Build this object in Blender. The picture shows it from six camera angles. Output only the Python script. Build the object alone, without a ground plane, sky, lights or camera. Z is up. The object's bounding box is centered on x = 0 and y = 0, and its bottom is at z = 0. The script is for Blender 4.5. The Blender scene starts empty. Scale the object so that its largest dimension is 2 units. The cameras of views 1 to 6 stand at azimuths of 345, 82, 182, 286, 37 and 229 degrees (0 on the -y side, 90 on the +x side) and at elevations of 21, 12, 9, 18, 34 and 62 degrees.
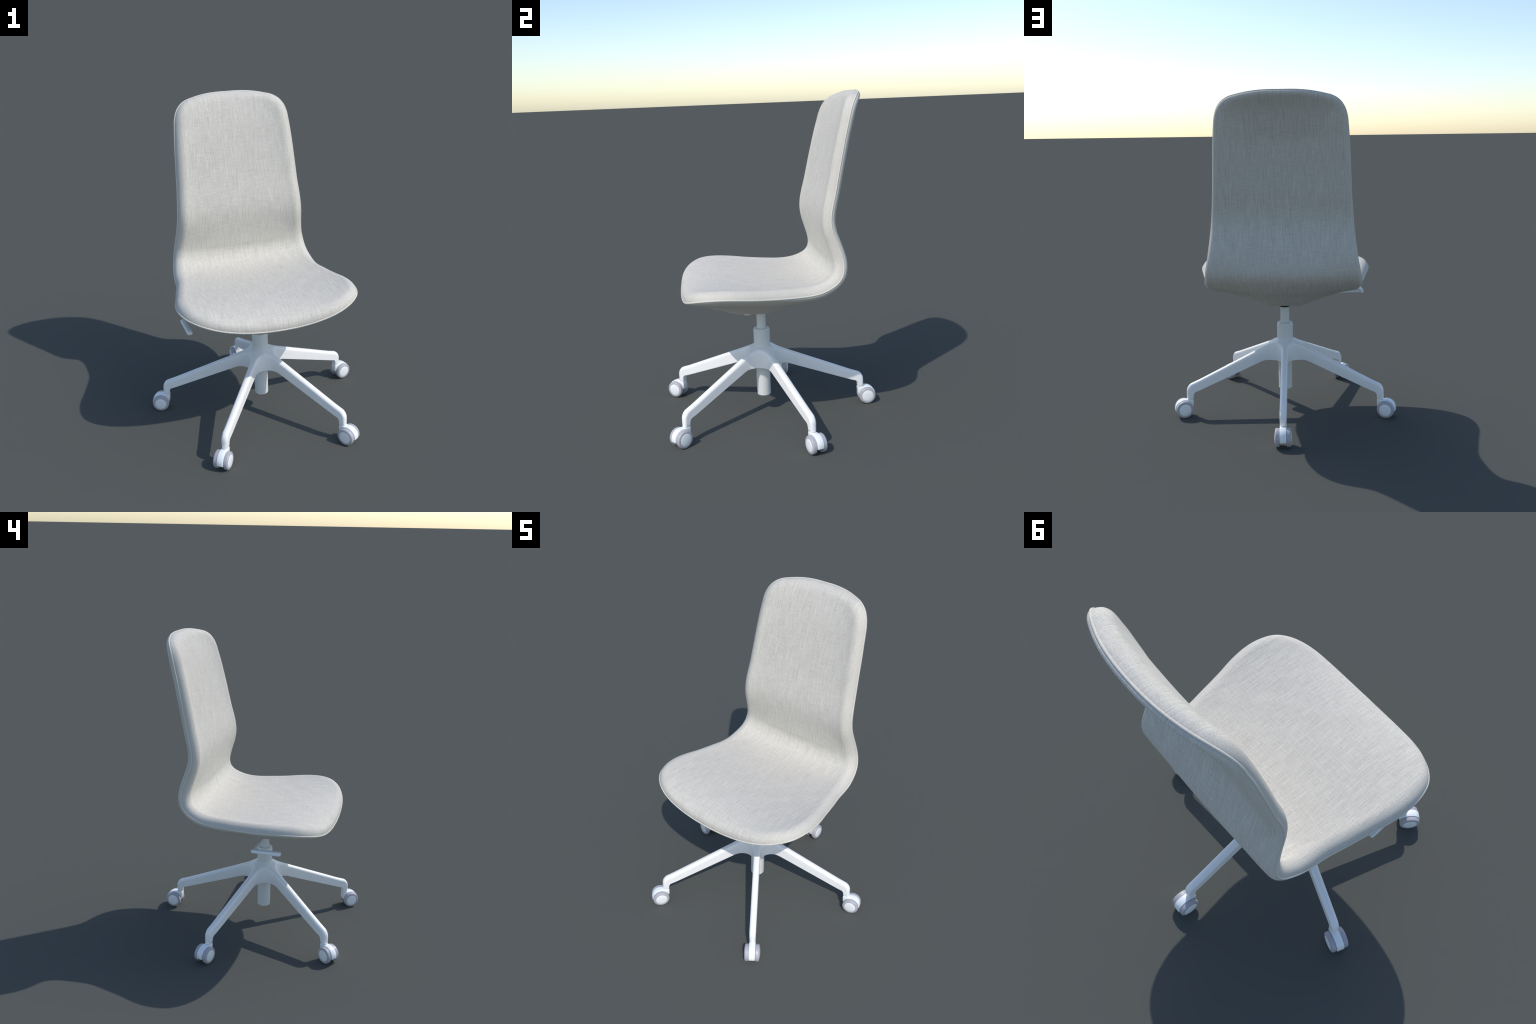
import bpy, bmesh, math
import numpy as np
from mathutils import Vector, Matrix

# ------------------------------------------------------------------ helpers
COL = bpy.context.scene.collection


def link(name, data, parent=None):
    o = bpy.data.objects.new(name, data)
    COL.objects.link(o)
    if parent is not None:
        o.parent = parent
    return o


def mesh_from(name, verts, faces, mat=None, angle=None):
    me = bpy.data.meshes.new(name)
    me.from_pydata([tuple(map(float, v)) for v in verts], [], faces)
    me.validate()
    bm = bmesh.new()
    bm.from_mesh(me)
    bmesh.ops.remove_doubles(bm, verts=bm.verts, dist=1e-5)
    bmesh.ops.recalc_face_normals(bm, faces=bm.faces)
    bm.to_mesh(me)
    bm.free()
    shade(me, angle)
    if mat:
        me.materials.append(mat)
    return me


def shade(me, angle=None):
    me.polygons.foreach_set("use_smooth", [True] * len(me.polygons))
    if angle is not None:
        me.set_sharp_from_angle(angle=math.radians(angle))
    me.update()


def smoothstep(a, b, x):
    t = np.clip((np.asarray(x, float) - a) / (b - a), 0, 1)
    return t * t * (3 - 2 * t)


def curve(ts, vs):
    """Smooth curve through control values (cubic Hermite, finite-difference slopes)."""
    ts = np.asarray(ts, float)
    vs = np.asarray(vs, float)
    if vs.ndim == 1:
        vs = vs[:, None]
    h = np.diff(ts)
    dl = np.diff(vs, axis=0) / h[:, None]
    m = np.zeros_like(vs)
    m[1:-1] = (dl[:-1] * h[1:, None] + dl[1:] * h[:-1, None]) / (h[:-1] + h[1:])[:, None]
    m[0], m[-1] = dl[0], dl[-1]

    def f(t):
        t = np.asarray(t, float)
        i = np.clip(np.searchsorted(ts, t, side="right") - 1, 0, len(ts) - 2)
        u = (t - ts[i]) / h[i]
        over = np.where(u > 1, u - 1, np.where(u < 0, u, 0.0))
        u = np.clip(u, 0, 1)[..., None]
        hh = h[i][..., None]
        r = ((2 * u**3 - 3 * u**2 + 1) * vs[i] + (u**3 - 2 * u**2 + u) * hh * m[i]
             + (-2 * u**3 + 3 * u**2) * vs[i + 1] + (u**3 - u**2) * hh * m[i + 1])
        slope = np.where((over > 0)[..., None], m[i + 1], m[i])
        return r + slope * (over * h[i])[..., None]
    return f


# ------------------------------------------------------------------ materials
def new_mat(name):
    m = bpy.data.materials.new(name)
    m.use_nodes = True
    nt = m.node_tree
    b = nt.nodes["Principled BSDF"]
    return m, nt, b


def plastic(name, col, rough=0.4, var=0.03, scale=9.0, spec=0.5):
    m, nt, b = new_mat(name)
    tc = nt.nodes.new("ShaderNodeTexCoord")
    n = nt.nodes.new("ShaderNodeTexNoise")
    n.inputs["Scale"].default_value = scale
    n.inputs["Detail"].default_value = 3
    nt.links.new(tc.outputs["Object"], n.inputs["Vector"])
    r = nt.nodes.new("ShaderNodeValToRGB")
    r.color_ramp.elements[0].position = 0.3
    r.color_ramp.elements[1].position = 0.7
    r.color_ramp.elements[0].color = (*[c * (1 - var) for c in col], 1)
    r.color_ramp.elements[1].color = (*[min(1, c * (1 + var)) for c in col], 1)
    nt.links.new(n.outputs["Fac"], r.inputs["Fac"])
    nt.links.new(r.outputs["Color"], b.inputs["Base Color"])
    b.inputs["Roughness"].default_value = rough
    b.inputs["Specular IOR Level"].default_value = spec
    g = nt.nodes.new("ShaderNodeTexNoise")
    g.inputs["Scale"].default_value = 260
    nt.links.new(tc.outputs["Object"], g.inputs["Vector"])
    bp = nt.nodes.new("ShaderNodeBump")
    bp.inputs["Strength"].default_value = 0.03
    bp.inputs["Distance"].default_value = 0.001
    nt.links.new(g.outputs["Fac"], bp.inputs["Height"])
    nt.links.new(bp.outputs["Normal"], b.inputs["Normal"])
    return m


def fabric(name, dark, mid, light, pale_centre_line=False):
    """Woven melange cloth: warp slubs run along the spine, weft slubs across it."""
    m, nt, b = new_mat(name)
    tc = nt.nodes.new("ShaderNodeTexCoord")

    def noise(sx, sy, sz, detail=2.0, rough=0.5):
        mp = nt.nodes.new("ShaderNodeMapping")
        mp.inputs["Scale"].default_value = (sx, sy, sz)
        nt.links.new(tc.outputs["Object"], mp.inputs["Vector"])
        n = nt.nodes.new("ShaderNodeTexNoise")
        n.inputs["Scale"].default_value = 1.0
        n.inputs["Detail"].default_value = detail
        n.inputs["Roughness"].default_value = rough
        nt.links.new(mp.outputs["Vector"], n.inputs["Vector"])
        return n.outputs["Fac"]

    def math_(op, a, bb):
        n = nt.nodes.new("ShaderNodeMath")
        n.operation = op
        for i, v in enumerate((a, bb)):
            if isinstance(v, (int, float)):
                n.inputs[i].default_value = v
            else:
                nt.links.new(v, n.inputs[i])
        return n.outputs[0]

    # thread direction: on the narrow side walls only the stitch grain is seen
    geo = nt.nodes.new("ShaderNodeNewGeometry")
    sep = nt.nodes.new("ShaderNodeSeparateXYZ")
    nt.links.new(geo.outputs["Normal"], sep.inputs[0])
    facing = math_("SUBTRACT", 1.0, math_("MULTIPLY", sep.outputs[0], sep.outputs[0]))
    facing = math_("MULTIPLY", facing, facing)

    def centred(o, w):
        return math_("MULTIPLY", math_("SUBTRACT", o, 0.5), w)

    warp = noise(310, 10, 10, 2.0, 0.55)       # long threads along seat and back
    weft = noise(14, 260, 260, 2.0, 0.55)      # threads across
    grain = noise(380, 380, 380, 1.0)         # single stitches
    patch = noise(30, 9, 9, 2.0)              # slow drift of dye
    threads = math_("ADD", centred(warp, 0.41), centred(weft, 0.22))
    threads = math_("ADD", threads, centred(patch, 0.04))
    v = math_("ADD", math_("MULTIPLY", threads, facing), centred(grain, 0.42))
    v = math_("ADD", v, 0.5)
    r = nt.nodes.new("ShaderNodeValToRGB")
    e = r.color_ramp.elements
    e[0].position, e[0].color = 0.36, (*dark, 1)
    e[1].position, e[1].color = 0.64, (*light, 1)
    k = e.new(0.5)
    k.color = (*mid, 1)
    nt.links.new(v, r.inputs["Fac"])
    col = r.outputs["Color"]
    if pale_centre_line:                         # narrow pale line down the middle of the panel
        sp = nt.nodes.new("ShaderNodeSeparateXYZ")
        nt.links.new(tc.outputs["Object"], sp.inputs[0])
        ab = math_("ABSOLUTE", math_("ADD", sp.outputs[0], 0.0), 0.0)
        line = nt.nodes.new("ShaderNodeMapRange")
        line.inputs["From Min"].default_value = 0.0007
        line.inputs["From Max"].default_value = 0.0022
        line.inputs["To Min"].default_value = 0.55
        line.inputs["To Max"].default_value = 0.0
        nt.links.new(ab, line.inputs["Value"])
        mx = nt.nodes.new("ShaderNodeMix")
        mx.data_type = "RGBA"
        nt.links.new(line.outputs["Result"], mx.inputs["Factor"])
        nt.links.new(col, mx.inputs["A"])
        mx.inputs["B"].default_value = (*light, 1)
        col = mx.outputs["Result"]
    nt.links.new(col, b.inputs["Base Color"])
    b.inputs["Roughness"].default_value = 0.9
    b.inputs["Specular IOR Level"].default_value = 0.15
    b.inputs["Sheen Weight"].default_value = 0.06
    b.inputs["Sheen Roughness"].default_value = 0.5
    bp = nt.nodes.new("ShaderNodeBump")
    bp.inputs["Strength"].default_value = 0.25
    bp.inputs["Distance"].default_value = 0.002
    nt.links.new(v, bp.inputs["Height"])
    nt.links.new(bp.outputs["Normal"], b.inputs["Normal"])
    return m


M_CLOTH = fabric("light_grey_woven_cloth", (0.500, 0.468, 0.412), (0.632, 0.592, 0.521), (0.752, 0.706, 0.622))
M_PAD = fabric("light_grey_woven_pad_cloth", (0.500, 0.468, 0.412), (0.632, 0.592, 0.521), (0.752, 0.706, 0.622), True)
M_PIPE = fabric("light_grey_piping_cloth", (0.60, 0.567, 0.495), (0.68, 0.64, 0.56), (0.76, 0.717, 0.63))
M_WHITE = plastic("white_lacquered_metal", (0.96, 0.94, 0.91), 0.38, 0.015)
M_FORK = plastic("white_caster_plastic", (0.92, 0.935, 0.935), 0.3, 0.015)
M_CAP = plastic("white_hub_cap_plastic", (0.90, 0.90, 0.89), 0.4, 0.01)
M_TYRE = plastic("grey_rubber", (0.46, 0.445, 0.475), 0.42, 0.03)
M_TUBE = plastic("pale_grey_column_metal", (0.80, 0.80, 0.77), 0.42, 0.02)
M_BLACK = plastic("black_rubber_gasket", (0.012, 0.012, 0.012), 0.6, 0.05)

# ------------------------------------------------------------------ root
chair = link("office_chair", None)
chair.empty_display_size = 0.3
chair["label"] = "light grey upholstered swivel chair with white five-star base"
chair["category"] = "office chair"

# ------------------------------------------------------------------ seat + back shell
# side-edge curve of the seat (y, z) and centre curve (y, z) at the same stations
STATIONS = [
    # edge y, edge z, centre y, centre z
    (-0.560, 0.906, -0.560, 0.801),
    (-0.545, 0.905, -0.545, 0.803),
    (-0.500, 0.903, -0.500, 0.811),
    (-0.420, 0.900, -0.420, 0.820),
    (-0.330, 0.896, -0.330, 0.824),
    (-0.214, 0.886, -0.214, 0.822),
    (-0.092, 0.873, -0.092, 0.815),
    (0.030, 0.865, 0.030, 0.808),
    (0.130, 0.863, 0.125, 0.806),
    (0.190, 0.866, 0.200, 0.810),
    (0.245, 0.876, 0.262, 0.822),
    (0.295, 0.896, 0.318, 0.845),
    (0.336, 0.922, 0.362, 0.880),
    (0.364, 0.957, 0.392, 0.926),
    (0.3765, 1.004, 0.408, 0.978),
    (0.376, 1.042, 0.411, 1.022),
    (0.364, 1.093, 0.405, 1.078),
    (0.3435, 1.153, 0.392, 1.145),
    (0.322, 1.218, 0.379, 1.217),
    (0.316, 1.265, 0.374, 1.266),
    (0.318, 1.300, 0.376, 1.302),
    (0.329, 1.360, 0.387, 1.362),
    (0.344, 1.420, 0.402, 1.422),
    (0.363, 1.510, 0.424, 1.512),
    (0.382, 1.600, 0.446, 1.602),
    (0.399, 1.675, 0.466, 1.677),
    (0.416, 1.752, 0.487, 1.753),
    (0.430, 1.807, 0.503, 1.807),
    (0.441, 1.858, 0.518, 1.856),
    (0.450, 1.900, 0.531, 1.898),
    (0.462, 1.950, 0.545, 1.948),
    (0.474, 2.000, 0.556, 1.995),
]
ST = np.array(STATIONS)
S_AT = np.concatenate([[0], np.cumsum(np.hypot(*np.diff(ST[:, :2], axis=0).T))])
spine = curve(S_AT, ST)


def s_of_y(y):
    return float(np.interp(y, ST[:9, 0], S_AT[:9]))


def s_of_z(z):
    return float(np.interp(z, ST[9:, 1], S_AT[9:]))


# plan outline: half width against the station, seat front to top of the back
OUTLINE = [(0.0, s_of_y(-0.545)), (0.12, s_of_y(-0.5425)), (0.25, s_of_y(-0.534)), (0.33, s_of_y(-0.523)),
           (0.40, s_of_y(-0.503)), (0.46, s_of_y(-0.470)), (0.513, s_of_y(-0.414)), (0.541, s_of_y(-0.335)),
           (0.547, s_of_y(-0.260)), (0.540, s_of_y(-0.180)), (0.519, s_of_y(-0.080)), (0.496, s_of_y(0.040)),
           (0.478, s_of_y(0.165))]
OUTLINE += [(w, s_of_z(z)) for w, z in [
    (0.468, 0.885), (0.459, 0.914), (0.450, 0.957), (0.442, 1.004), (0.435, 1.042), (0.428, 1.093), (0.421, 1.153),
    (0.415, 1.218), (0.411, 1.265), (0.405, 1.340), (0.398, 1.420), (0.393, 1.510), (0.388, 1.600),
    (0.384, 1.675), (0.378, 1.752), (0.373, 1.807), (0.366, 1.860), (0.352, 1.902), (0.327, 1.937),
    (0.290, 1.962), (0.235, 1.978), (0.15, 1.994), (0.07, 2.0005), (0.0, 2.002)]]
OUT = np.array(OUTLINE)
OUT[:, 0] += 0.0025 * smoothstep(0.05, 0.35, OUT[:, 0])
u_out = np.concatenate([[0], np.cumsum(np.hypot(*np.diff(OUT, axis=0).T))])
out_f = curve(u_out, OUT)
HALF_N = 170
half = out_f(np.linspace(0, u_out[-1], HALF_N + 1))
half[0, 0] = half[-1, 0] = 0.0
LOOP = np.vstack([half, (half * [-1, 1])[-2:0:-1]])          # closed loop, (x, s)
NL = len(LOOP)
tan = np.roll(LOOP, -1, 0) - np.roll(LOOP, 1, 0)
tan /= np.linalg.norm(tan, axis=1)[:, None]
INWARD = np.stack([-tan[:, 1], tan[:, 0]], 1)
S0, S1 = half[0, 1], half[-1, 1]

# nominal half width, not cut by the rounded corners
h_nom = curve([0, s_of_y(-0.30), s_of_y(-0.18), s_of_y(-0.08), s_of_y(0.04), s_of_y(0.125), s_of_z(0.914), s_of_z(1.004),
               s_of_z(1.153), s_of_z(1.265), s_of_z(1.6), s_of_z(1.807), S_AT[-1]],
              [0.552, 0.549, 0.540, 0.519, 0.496, 0.483, 0.459, 0.442, 0.418, 0.408, 0.388, 0.376, 0.370])


SHELL_X = -0.0015                                             # the seat sits a hair off the column axis


def mid_surface(x, s):
    c = spine(s)
    h = h_nom(s)[..., 0]
    q = np.minimum(np.abs(x) / h, 1.15) ** 2.25
    y = c[..., 2] + (c[..., 0] - c[..., 2]) * q
    z = c[..., 3] + (c[..., 1] - c[..., 3]) * q
    return np.stack([x + SHELL_X, y, z], -1), q


def mid_normal(x, s):
    e = 2e-3
    dx = mid_surface(x + e, s)[0] - mid_surface(x - e, s)[0]
    ds = mid_surface(x, s + e)[0] - mid_surface(x, s - e)[0]
    n = np.cross(dx, ds)
    return n / np.linalg.norm(n, axis=-1, keepdims=True)


def edge_distance(x, s):
    P = np.stack([x.ravel(), s.ravel()], -1)
    A, B = LOOP, np.roll(LOOP, -1, 0)
    d = np.full(len(P), 9.0)
    for a, b in zip(A, B):
        ab = b - a
        t = np.clip(((P - a) @ ab) / (ab @ ab), 0, 1)
        d = np.minimum(d, np.linalg.norm(P - a - t[:, None] * ab, axis=1))
    return d.reshape(x.shape)


def ring_grid(insets, steps):
    """Concentric rings in the flat (x, s) pattern: fixed insets first, then on to the spine line."""
    rings = [LOOP + INWARD * d for d in insets]
    last = rings[-1]
    m = 0.17
    core = np.stack([np.zeros(NL), S0 + m + (LOOP[:, 1] - S0) * (S1 - S0 - 2 * m) / (S1 - S0)], 1)
    for k in range(1, steps + 1):
        rings.append(last + (core - last) * (k / steps))
    return np.array(rings)                                    # rings x NL x 2


def stitch(nr):
    f = []
    for r in range(nr - 1):
        for j in range(NL):
            k = (j + 1) % NL
            f.append((r * NL + j, r * NL + k, (r + 1) * NL + k, (r + 1) * NL + j))
    return f


S_SPLIT = s_of_z(0.957)                                       # where seat becomes backrest


def split_parts(verts, faces, svals, names, mat, parent):
    """One smooth surface, separated into seat and backrest with shared border normals."""
    me = bpy.data.meshes.new("whole")
    me.from_pydata([tuple(v) for v in verts], [], faces)
    bm = bmesh.new()
    bm.from_mesh(me)
    lay = bm.verts.layers.float.new("s")
    bm.verts.ensure_lookup_table()
    for i, v in enumerate(bm.verts):
        v[lay] = svals[i]
    bmesh.ops.remove_doubles(bm, verts=bm.verts, dist=2e-5)
    bmesh.ops.recalc_face_normals(bm, faces=bm.faces)
    bm.normal_update()
    bm.verts.index_update()
    bm.faces.index_update()
    P = [v.co.copy() for v in bm.verts]
    N = [v.normal.copy() for v in bm.verts]
    groups = [[], []]
    for f in bm.faces:
        sm = sum(v[lay] for v in f.verts) / len(f.verts)
        groups[0 if sm < S_SPLIT else 1].append([v.index for v in f.verts])
    bm.free()
    bpy.data.meshes.remove(me)
    objs = []
    for nm, fs in zip(names, groups):
        used = sorted({i for f in fs for i in f})
        mp = {i: k for k, i in enumerate(used)}
        m2 = bpy.data.meshes.new(nm)
        m2.from_pydata([P[i] for i in used], [], [[mp[i] for i in f] for f in fs])
        m2.polygons.foreach_set("use_smooth", [True] * len(m2.polygons))
        m2.materials.append(mat)
        m2.normals_split_custom_set_from_vertices([N[i] for i in used])
        m2.update()
        objs.append(link(nm, m2, parent))
    return objs


# --- padded front
ins = [0.004, 0.0012, 0.0, 0.0004, 0.0016, 0.005, 0.009, 0.014, 0.020, 0.027, 0.035, 0.044, 0.052, 0.060]
G = ring_grid(ins, 26)
X, S = G[..., 0], G[..., 1]
D = edge_distance(X, S)
Pm, Q = mid_surface(X, S)
Nm = mid_normal(X, S)
t_edge = 0.051
t_mid = 0.088
full = t_edge * Q + (t_mid - 0.009 * smoothstep(s_of_z(0.87), s_of_z(0.93), S) * (1 - smoothstep(s_of_z(1.0), s_of_z(1.08), S)) - 0.005 * (1 - smoothstep(s_of_y(-0.05), s_of_y(0.05), S)) - 0.003 * smoothstep(s_of_y(-0.05), s_of_y(0.05), S) * (1 - smoothstep(s_of_z(0.92), s_of_z(1.02), S))) * (1 - Q)
roll = 0.052
t = np.clip(D / roll, 0, 1)
prof = (1 - (1 - t) ** 2.3) ** (1 / 2.3)
base_h = np.minimum(full, 0.056)
H = base_h * prof + (full - base_h) * (1 - np.exp(-np.maximum(D - 0.02, 0) / 0.075))
H = 0.006 + (H - 0.004 * prof)
for r, v in enumerate([0.001, 0.002, 0.004]):
    H[r] = v
V = Pm + Nm * H[..., None]
split_parts(V.reshape(-1, 3), stitch(len(G)), S.ravel(), ("seat_cushion", "backrest_cushion"), M_PAD, chair)

# --- rear and underside cover
prof_d = [0.0045, 0.0020, 0.0008, 0.0010, 0.0030, 0.0060, 0.0095, 0.014, 0.020, 0.028, 0.040, 0.054]
prof_o = [-0.002, -0.0005, 0.0015, 0.0045, 0.0080, 0.0112, 0.0140, 0.0165, 0.0185, 0.020, 0.020, 0.020]
G2 = ring_grid(prof_d, 26)
X, S = G2[..., 0], G2[..., 1]
Pm, Q = mid_surface(X, S)
Nm = mid_normal(X, S)
D = edge_distance(X, S)
rim = np.full(X.shape, 0.020)
for r, v in enumerate(prof_o):
    rim[r] = v
# the sheet inside the rim is nearly flat across: it follows the side-edge curve ...
c = spine(S)
dc = spine(S + 2e-3) - spine(S - 2e-3)
tl = np.hypot(dc[..., 0], dc[..., 1])
ny, nz = dc[..., 1] / tl, -dc[..., 0] / tl                    # rearward / downward normal of the edge curve
flat = 1 - np.minimum(np.abs(X) / h_nom(S)[..., 0], 1) ** 2
bend = smoothstep(s_of_z(0.868), s_of_z(0.905), S) * (1 - smoothstep(s_of_z(0.93), s_of_z(1.06), S))
dish = 0.020 - 0.006 * flat + 0.026 * flat * bend + 0.022 * flat * smoothstep(s_of_z(1.70), s_of_z(1.90), S)
F_back = np.stack([X + SHELL_X, c[..., 0] + ny * dish, c[..., 1] + nz * dish], -1)
# ... and under the seat it drops to a small flat pad round the column
pad_z = curve([-0.56, -0.50, -0.40, -0.30, -0.225, -0.15, 0.0, 0.05, 0.10, 0.15, 0.20, 0.25, 0.30, 0.37],
              [0.786, 0.772, 0.744, 0.711, 0.689, 0.682, 0.682, 0.692, 0.713, 0.741, 0.772, 0.801, 0.828, 0.868])
zb = pad_z(c[..., 0])[..., 0]
hn = h_nom(S)[..., 0]
slope = np.clip((np.abs(X) - 0.110) / (hn - 0.130), 0, 1.1) ** 0.97
w_rear = smoothstep(-0.05, 0.12, c[..., 0])
rim_z = c[..., 1] - 0.035 - 0.003 * w_rear
F_seat = np.stack([X + SHELL_X, c[..., 0], zb + (rim_z - zb) * slope], -1)
w_seat = (1 - smoothstep(s_of_z(0.885), s_of_z(0.950), S))[..., None]
F = F_seat * w_seat + F_back * (1 - w_seat)
V_rim = Pm - Nm * rim[..., None] * (1 - 0.35 * w_seat * (1 - w_rear[..., None]))
seat_in = smoothstep(0.002, 0.050, D)
back_in = 1 - np.exp(-(np.maximum(D - 0.008, 0) / 0.085) ** 1.35)
w_in = seat_in[..., None] * w_seat + back_in[..., None] * (1 - w_seat)
V = V_rim * (1 - w_in) + F * w_in
split_parts(V.reshape(-1, 3), stitch(len(G2)), S.ravel(), ("seat_shell", "backrest_shell"), M_CLOTH, chair)

# --- piping: small flattened bead all round the seam
E, EQ = mid_surface(LOOP[:, 0], LOOP[:, 1])
EN = mid_normal(LOOP[:, 0], LOOP[:, 1])
I2 = mid_surface(LOOP[:, 0] + INWARD[:, 0] * 0.004, LOOP[:, 1] + INWARD[:, 1] * 0.004)[0]
IO = E - I2
IO -= EN * np.sum(IO * EN, 1)[:, None]
IO /= np.linalg.norm(IO, axis=1)[:, None]
K = 10
pv, pf = [], []
for j in range(NL):
    for k in range(K):
        a = 2 * math.pi * k / K
        pv.append(E[j] + IO[j] * (0.0005 + 0.0036 * math.cos(a)) + EN[j] * (0.0025 + 0.0048 * math.sin(a)))
for j in range(NL):
    for k in range(K):
        pf.append((j * K + k, ((j + 1) % NL) * K + k, ((j + 1) % NL) * K + (k + 1) % K, j * K + (k + 1) % K))
link("piping", mesh_from("piping", pv, pf, M_PIPE), chair)

# ------------------------------------------------------------------ gas lift column
CX, CY = 0.0, -0.061


def lathe(name, profile, mat, parent, n=48, angle=35, loc=(CX, CY, 0)):
    v, f = [], []
    for r, z in profile:
        for k in range(n):
            a = 2 * math.pi * k / n
            v.append((r * math.cos(a), r * math.sin(a), z))
    for i in range(len(profile) - 1):
        for k in range(n):
            f.append((i * n + k, i * n + (k + 1) % n, (i + 1) * n + (k + 1) % n, (i + 1) * n + k))
    f.append(tuple(range(n))[::-1])
    f.append(tuple((len(profile) - 1) * n + k for k in range(n)))
    o = link(name, mesh_from(name, v, f, mat, angle), parent)
    o.location = loc
    return o


column = lathe("gas_lift_column", [(0.040, 0.118), (0.0428, 0.121), (0.0435, 0.126), (0.0445, 0.36), (0.0445, 0.40)], M_TUBE, chair)
lathe("column_collar", [(0.050, 0.395), (0.0513, 0.42), (0.0513, 0.545), (0.0500, 0.5525), (0.0465, 0.5585), (0.040, 0.5605), (0.031, 0.5600), (0.030, 0.552)],
      M_TUBE, chair)
lathe("piston_rod", [(0.0285, 0.540), (0.0285, 0.672)], M_TUBE, chair)
lathe("gasket", [(0.031, 0.663), (0.033, 0.665), (0.033, 0.690)], M_BLACK, chair)
lathe("tension_knob", [(0.020, 0.660), (0.026, 0.662), (0.0285, 0.667), (0.0285, 0.70)], M_FORK, chair, loc=(0.03, -0.148, 0))

# ------------------------------------------------------------------ height lever
def tube(name, path, radius, mat, parent, n=14, squash=1.0, boxy=1.0):
    """Round bar along a path; radius may vary along it."""
    P = np.array(path, float)
    R = np.broadcast_to(np.asarray(radius, float), (len(P),))
    T = np.gradient(P, axis=0)
    T /= np.linalg.norm(T, axis=1)[:, None]
    v, f = [], []
    up = np.array([0, 0, 1.0])
    for p, t_, r in zip(P, T, R):
        a = np.cross(t_, up)
        a /= np.linalg.norm(a)
        b = np.cross(a, t_)
        for k in range(n):
            w = 2 * math.pi * k / n
            ca, sa = math.cos(w), math.sin(w)
            ca = math.copysign(abs(ca) ** boxy, ca)
            sa = math.copysign(abs(sa) ** boxy, sa)
            v.append(p + a * r * ca + b * r * squash * sa)
    m = len(P)
    for i in range(m - 1):
        for k in range(n):
            f.append((i * n + k, i * n + (k + 1) % n, (i + 1) * n + (k + 1) % n, (i + 1) * n + k))
    f.append(tuple(range(n))[::-1])
    f.append(tuple((m - 1) * n + k for k in range(n)))
    return link(name, mesh_from(name, v, f, mat, 50), parent)


lever = tube("height_lever", [(-0.10, -0.118, 0.735), (-0.30, -0.121, 0.742), (-0.494, -0.124, 0.747)], 0.0092, M_FORK, chair, squash=0.9)
hp = [(-0.500, -0.110), (-0.500, -0.113), (-0.4995, -0.118), (-0.498, -0.130), (-0.492, -0.20), (-0.487, -0.265), (-0.486, -0.284), (-0.4855, -0.291), (-0.4853, -0.2945)]
hr = [0.0080, 0.0115, 0.0130, 0.0140, 0.0158, 0.0172, 0.0170, 0.0145, 0.0100]
tube("lever_handle", [(a, b, 0.7465 - 0.012 * (-0.11 - b)) for a, b in hp], hr, M_FORK, lever, n=28, squash=0.76, boxy=0.6)

# ------------------------------------------------------------------ five-star base
# one arm in its own vertical plane: (r, z) of top edge and bottom edge, plus half width
W = 0.0205
fil_c = 0.165                                                 # fillet centre distance along the bisector
rho = fil_c * math.sin(math.radians(36)) - W


def top_z(r):
    return 0.470 - 0.4215 * r


arm = []                                                      # (r, half width, inward normal of the plan outline)
NF = 16
ang0, ang1 = math.radians(180 + 36), math.radians(270)
for i in range(NF + 1):
    a = ang0 + (ang1 - ang0) * i / NF
    arm.append((fil_c * math.cos(math.radians(36)) + rho * math.cos(a),
                fil_c * math.sin(math.radians(36)) + rho * math.sin(a), (math.cos(a), math.sin(a))))
for r in (0.145, 0.165, 0.20, 0.30, 0.40, 0.50, 0.57):
    arm.append((r, W, (0.0, -1.0)))


stations = []
for r, w, nrm in arm:
    stations.append((r, top_z(r), r, min(0.3185, 0.3745 - 0.3695 * r), w, nrm))
# elbow and the upright foot
for i in range(1, 11):
    a = math.radians(9 * i)
    k = i / 10
    t0 = math.radians(67.1)                                   # outer bend, radius 0.055
    ang = t0 * (1 - k)
    oc = (0.652 - 0.058, 0.160)
    tr, tz = oc[0] + 0.058 * math.cos(ang), oc[1] + 0.058 * math.sin(ang)
    ic = (0.612 - 0.026, 0.1325)
    ir, iz = ic[0] + 0.026 * math.cos(ang), ic[1] + 0.026 * math.sin(ang)
    stations.append((tr, tz, ir, iz, W - 0.0005 * k, (0.0, -1.0)))
stations.append((0.6525, 0.140, 0.6125, 0.124, 0.0195, (0.0, -1.0)))
stations.append((0.6525, 0.1165, 0.6130, 0.1175, 0.0190, (0.0, -1.0)))
stations.append((0.6495, 0.1110, 0.6190, 0.1118, 0.0165, (0.0, -1.0)))


def arm_section(st):
    """Rounded-top cross-section as points (r, lateral, z) from bottom left to bottom right."""
    tr, tz, br, bz, w, nrm = st
    T = np.array([tr, tz])
    B = np.array([br, bz])
    ax = T - B
    L = np.linalg.norm(ax)
    ax /= L
    rad_side, rad_up = min(0.0180, w * 0.95), min(0.0170, L * 0.4)
    prof = [(B + ax * 0.0005, 0.003), (B + ax * 0.003, 0.0), (B + ax * (L * 0.35), 0.0), (B + ax * (L * 0.6), 0.0)]
    for i in range(0, 9):
        a = math.radians(90 * i / 8)
        prof.append((T - ax * rad_up * (1 - math.sin(a)), rad_side * (1 - math.cos(a))))
    right = [(p[0] + nrm[0] * d, w + nrm[1] * d, p[1] - 0.4215 * nrm[0] * d) for p, d in prof]
    left = [(r, -l, z) for r, l, z in right]
    return left + right[::-1]


SEC = [arm_section(s) for s in stations]
NP = len(SEC[0])
CUT = NF + 2


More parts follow.
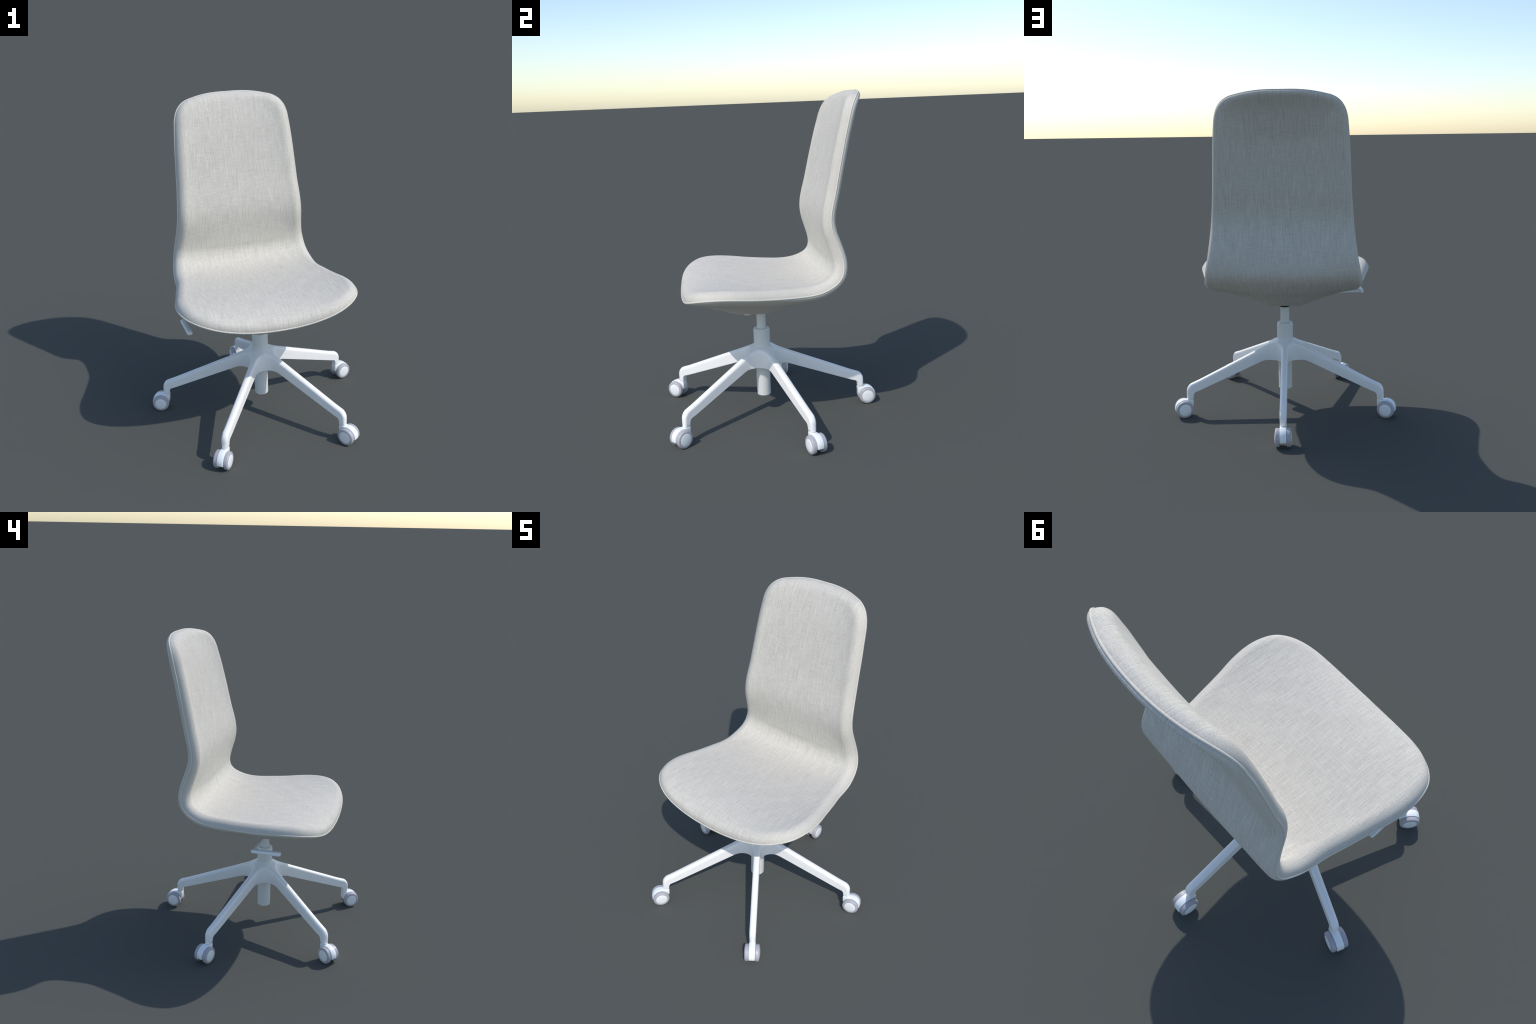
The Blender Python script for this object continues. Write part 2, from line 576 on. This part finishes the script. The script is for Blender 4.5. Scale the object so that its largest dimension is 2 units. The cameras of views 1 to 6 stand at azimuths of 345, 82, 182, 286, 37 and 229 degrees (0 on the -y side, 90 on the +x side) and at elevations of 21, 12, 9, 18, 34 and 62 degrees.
def arm_mesh(i0, i1, close_end):
    v, f = [], []
    for i in range(i0, i1 + 1):
        v += SEC[i]
    n = i1 - i0
    for i in range(n):
        for k in range(NP):
            kk = (k + 1) % NP
            f.append((i * NP + k, i * NP + kk, (i + 1) * NP + kk, (i + 1) * NP + k))
    if close_end:
        f.append(tuple(n * NP + k for k in range(NP)))
    return v, f


# hub: the five inner sectors in one casting
hv, hf = [], []
for a5 in range(5):
    th = math.radians(90 + 72 * a5)
    v, f = arm_mesh(0, CUT, False)
    o = len(hv)
    for r, l, z in v:
        hv.append((r * math.cos(th) - l * math.sin(th), r * math.sin(th) + l * math.cos(th), z))
    hf += [tuple(o + i for i in q) for q in f]
    # close the middle: fan from the sector's inner section to the axis
    ci = len(hv)
    hv += [(0, 0, 0.462), (0, 0, 0.3185)]
    hf += [(o + NP // 2 - 1, o + NP // 2, ci), (o, o + NP - 1, ci + 1)]
hub_me = mesh_from("base_hub", hv, hf, M_WHITE, 30)
hub = link("base_hub", hub_me, chair)
hub.location = (CX, CY, 0)
v, f = arm_mesh(CUT, len(SEC) - 1, True)
arm_me = mesh_from("base_leg", v, f, M_WHITE, 30)

# ------------------------------------------------------------------ casters (local: x outward along the leg)
WR, WZ, RW = 0.672, 0.0535, 0.0535


def ring_lathe(name, prof, n=48, mat=None):
    """Wheel profile (radius, axial) turned about the local y axis."""
    v, f = [], []
    for r, ax in prof:
        for k in range(n):
            a = 2 * math.pi * k / n
            v.append((r * math.cos(a), ax, r * math.sin(a)))
    for i in range(len(prof) - 1):
        for k in range(n):
            f.append((i * n + k, i * n + (k + 1) % n, (i + 1) * n + (k + 1) % n, (i + 1) * n + k))
    if prof[0][0] > 0:
        f.append(tuple(range(n)))
    if prof[-1][0] > 0:
        f.append(tuple((len(prof) - 1) * n + k for k in range(n)))
    return mesh_from(name, v, f, mat, 28)


tyre_me = ring_lathe("tyre", [(0.030, 0.0205), (0.0505, 0.0205), (0.0525, 0.0212), (0.0535, 0.0230), (0.0535, 0.0385), (0.0528, 0.0410), (0.0505, 0.0437),
                              (0.0470, 0.0458), (0.0400, 0.0466), (0.0382, 0.0458), (0.0378, 0.0440)], mat=M_TYRE)
cap_me = ring_lathe("hub_cap", [(0.0380, 0.0435), (0.0378, 0.0455), (0.0365, 0.0464), (0.0310, 0.0477), (0.0220, 0.0490), (0.0110, 0.0497), (0.003, 0.0499)], mat=M_CAP)

# fork: body between the wheels, curved hood on the outside
fork_out = [(0.614, 0.1085), (0.650, 0.1085)]
for i in range(0, 15):
    a = math.radians(96 - 106 * i / 14)
    fork_out.append((WR + 0.0575 * math.cos(a), WZ + 0.0575 * math.sin(a)))
fork_in = [(WR + 0.030, 0.0410), (WR, 0.0400), (WR - 0.03, 0.0415), (0.621, 0.052), (0.6150, 0.072), (0.613, 0.095)]
FP = fork_out + fork_in
bm = bmesh.new()
hw = 0.0195
fv = [bm.verts.new((r, -hw, z)) for r, z in FP]
face = bm.faces.new(fv)
ext = bmesh.ops.extrude_face_region(bm, geom=[face])
bmesh.ops.translate(bm, vec=(0, 2 * hw, 0), verts=[g for g in ext["geom"] if isinstance(g, bmesh.types.BMVert)])
bmesh.ops.recalc_face_normals(bm, faces=bm.faces)
caps_e = [e for e in bm.edges if abs(e.verts[0].co.y - e.verts[1].co.y) < 1e-6]
bmesh.ops.bevel(bm, geom=caps_e, offset=0.0022, segments=2, affect="EDGES", profile=0.5)
# swivel pin
pin = bmesh.ops.create_cone(bm, cap_ends=True, segments=24, radius1=0.0125, radius2=0.0125, depth=0.02)
bmesh.ops.translate(bm, vec=(0.6325, 0, 0.112), verts=pin["verts"])
axle = bmesh.ops.create_cone(bm, cap_ends=True, segments=20, radius1=0.012, radius2=0.012, depth=0.056)
bmesh.ops.rotate(bm, verts=axle["verts"], matrix=Matrix.Rotation(math.radians(90), 3, "X"))
bmesh.ops.translate(bm, vec=(WR, 0, WZ), verts=axle["verts"])
fork_me = bpy.data.meshes.new("caster")
bm.to_mesh(fork_me)
bm.free()
shade(fork_me, 35)
fork_me.materials.append(M_FORK)

for a5 in range(5):
    th = math.radians(90 + 72 * a5)
    leg = link("base_leg", arm_me, chair)
    leg.location = (CX, CY, 0)
    leg.rotation_euler = (0, 0, th)
    cas = link("caster", fork_me, chair)
    cas.location = (CX, CY, 0)
    cas.rotation_euler = (0, 0, th)
    for sgn in (0, math.pi):
        ty = link("tyre", tyre_me, cas)
        ty.location = (WR, 0, WZ)
        ty.rotation_euler = (0, 0, sgn)
        hc = link("hub_cap", cap_me, cas)
        hc.location = (WR, 0, WZ)
        hc.rotation_euler = (0, 0, sgn)

bpy.context.view_layer.update()
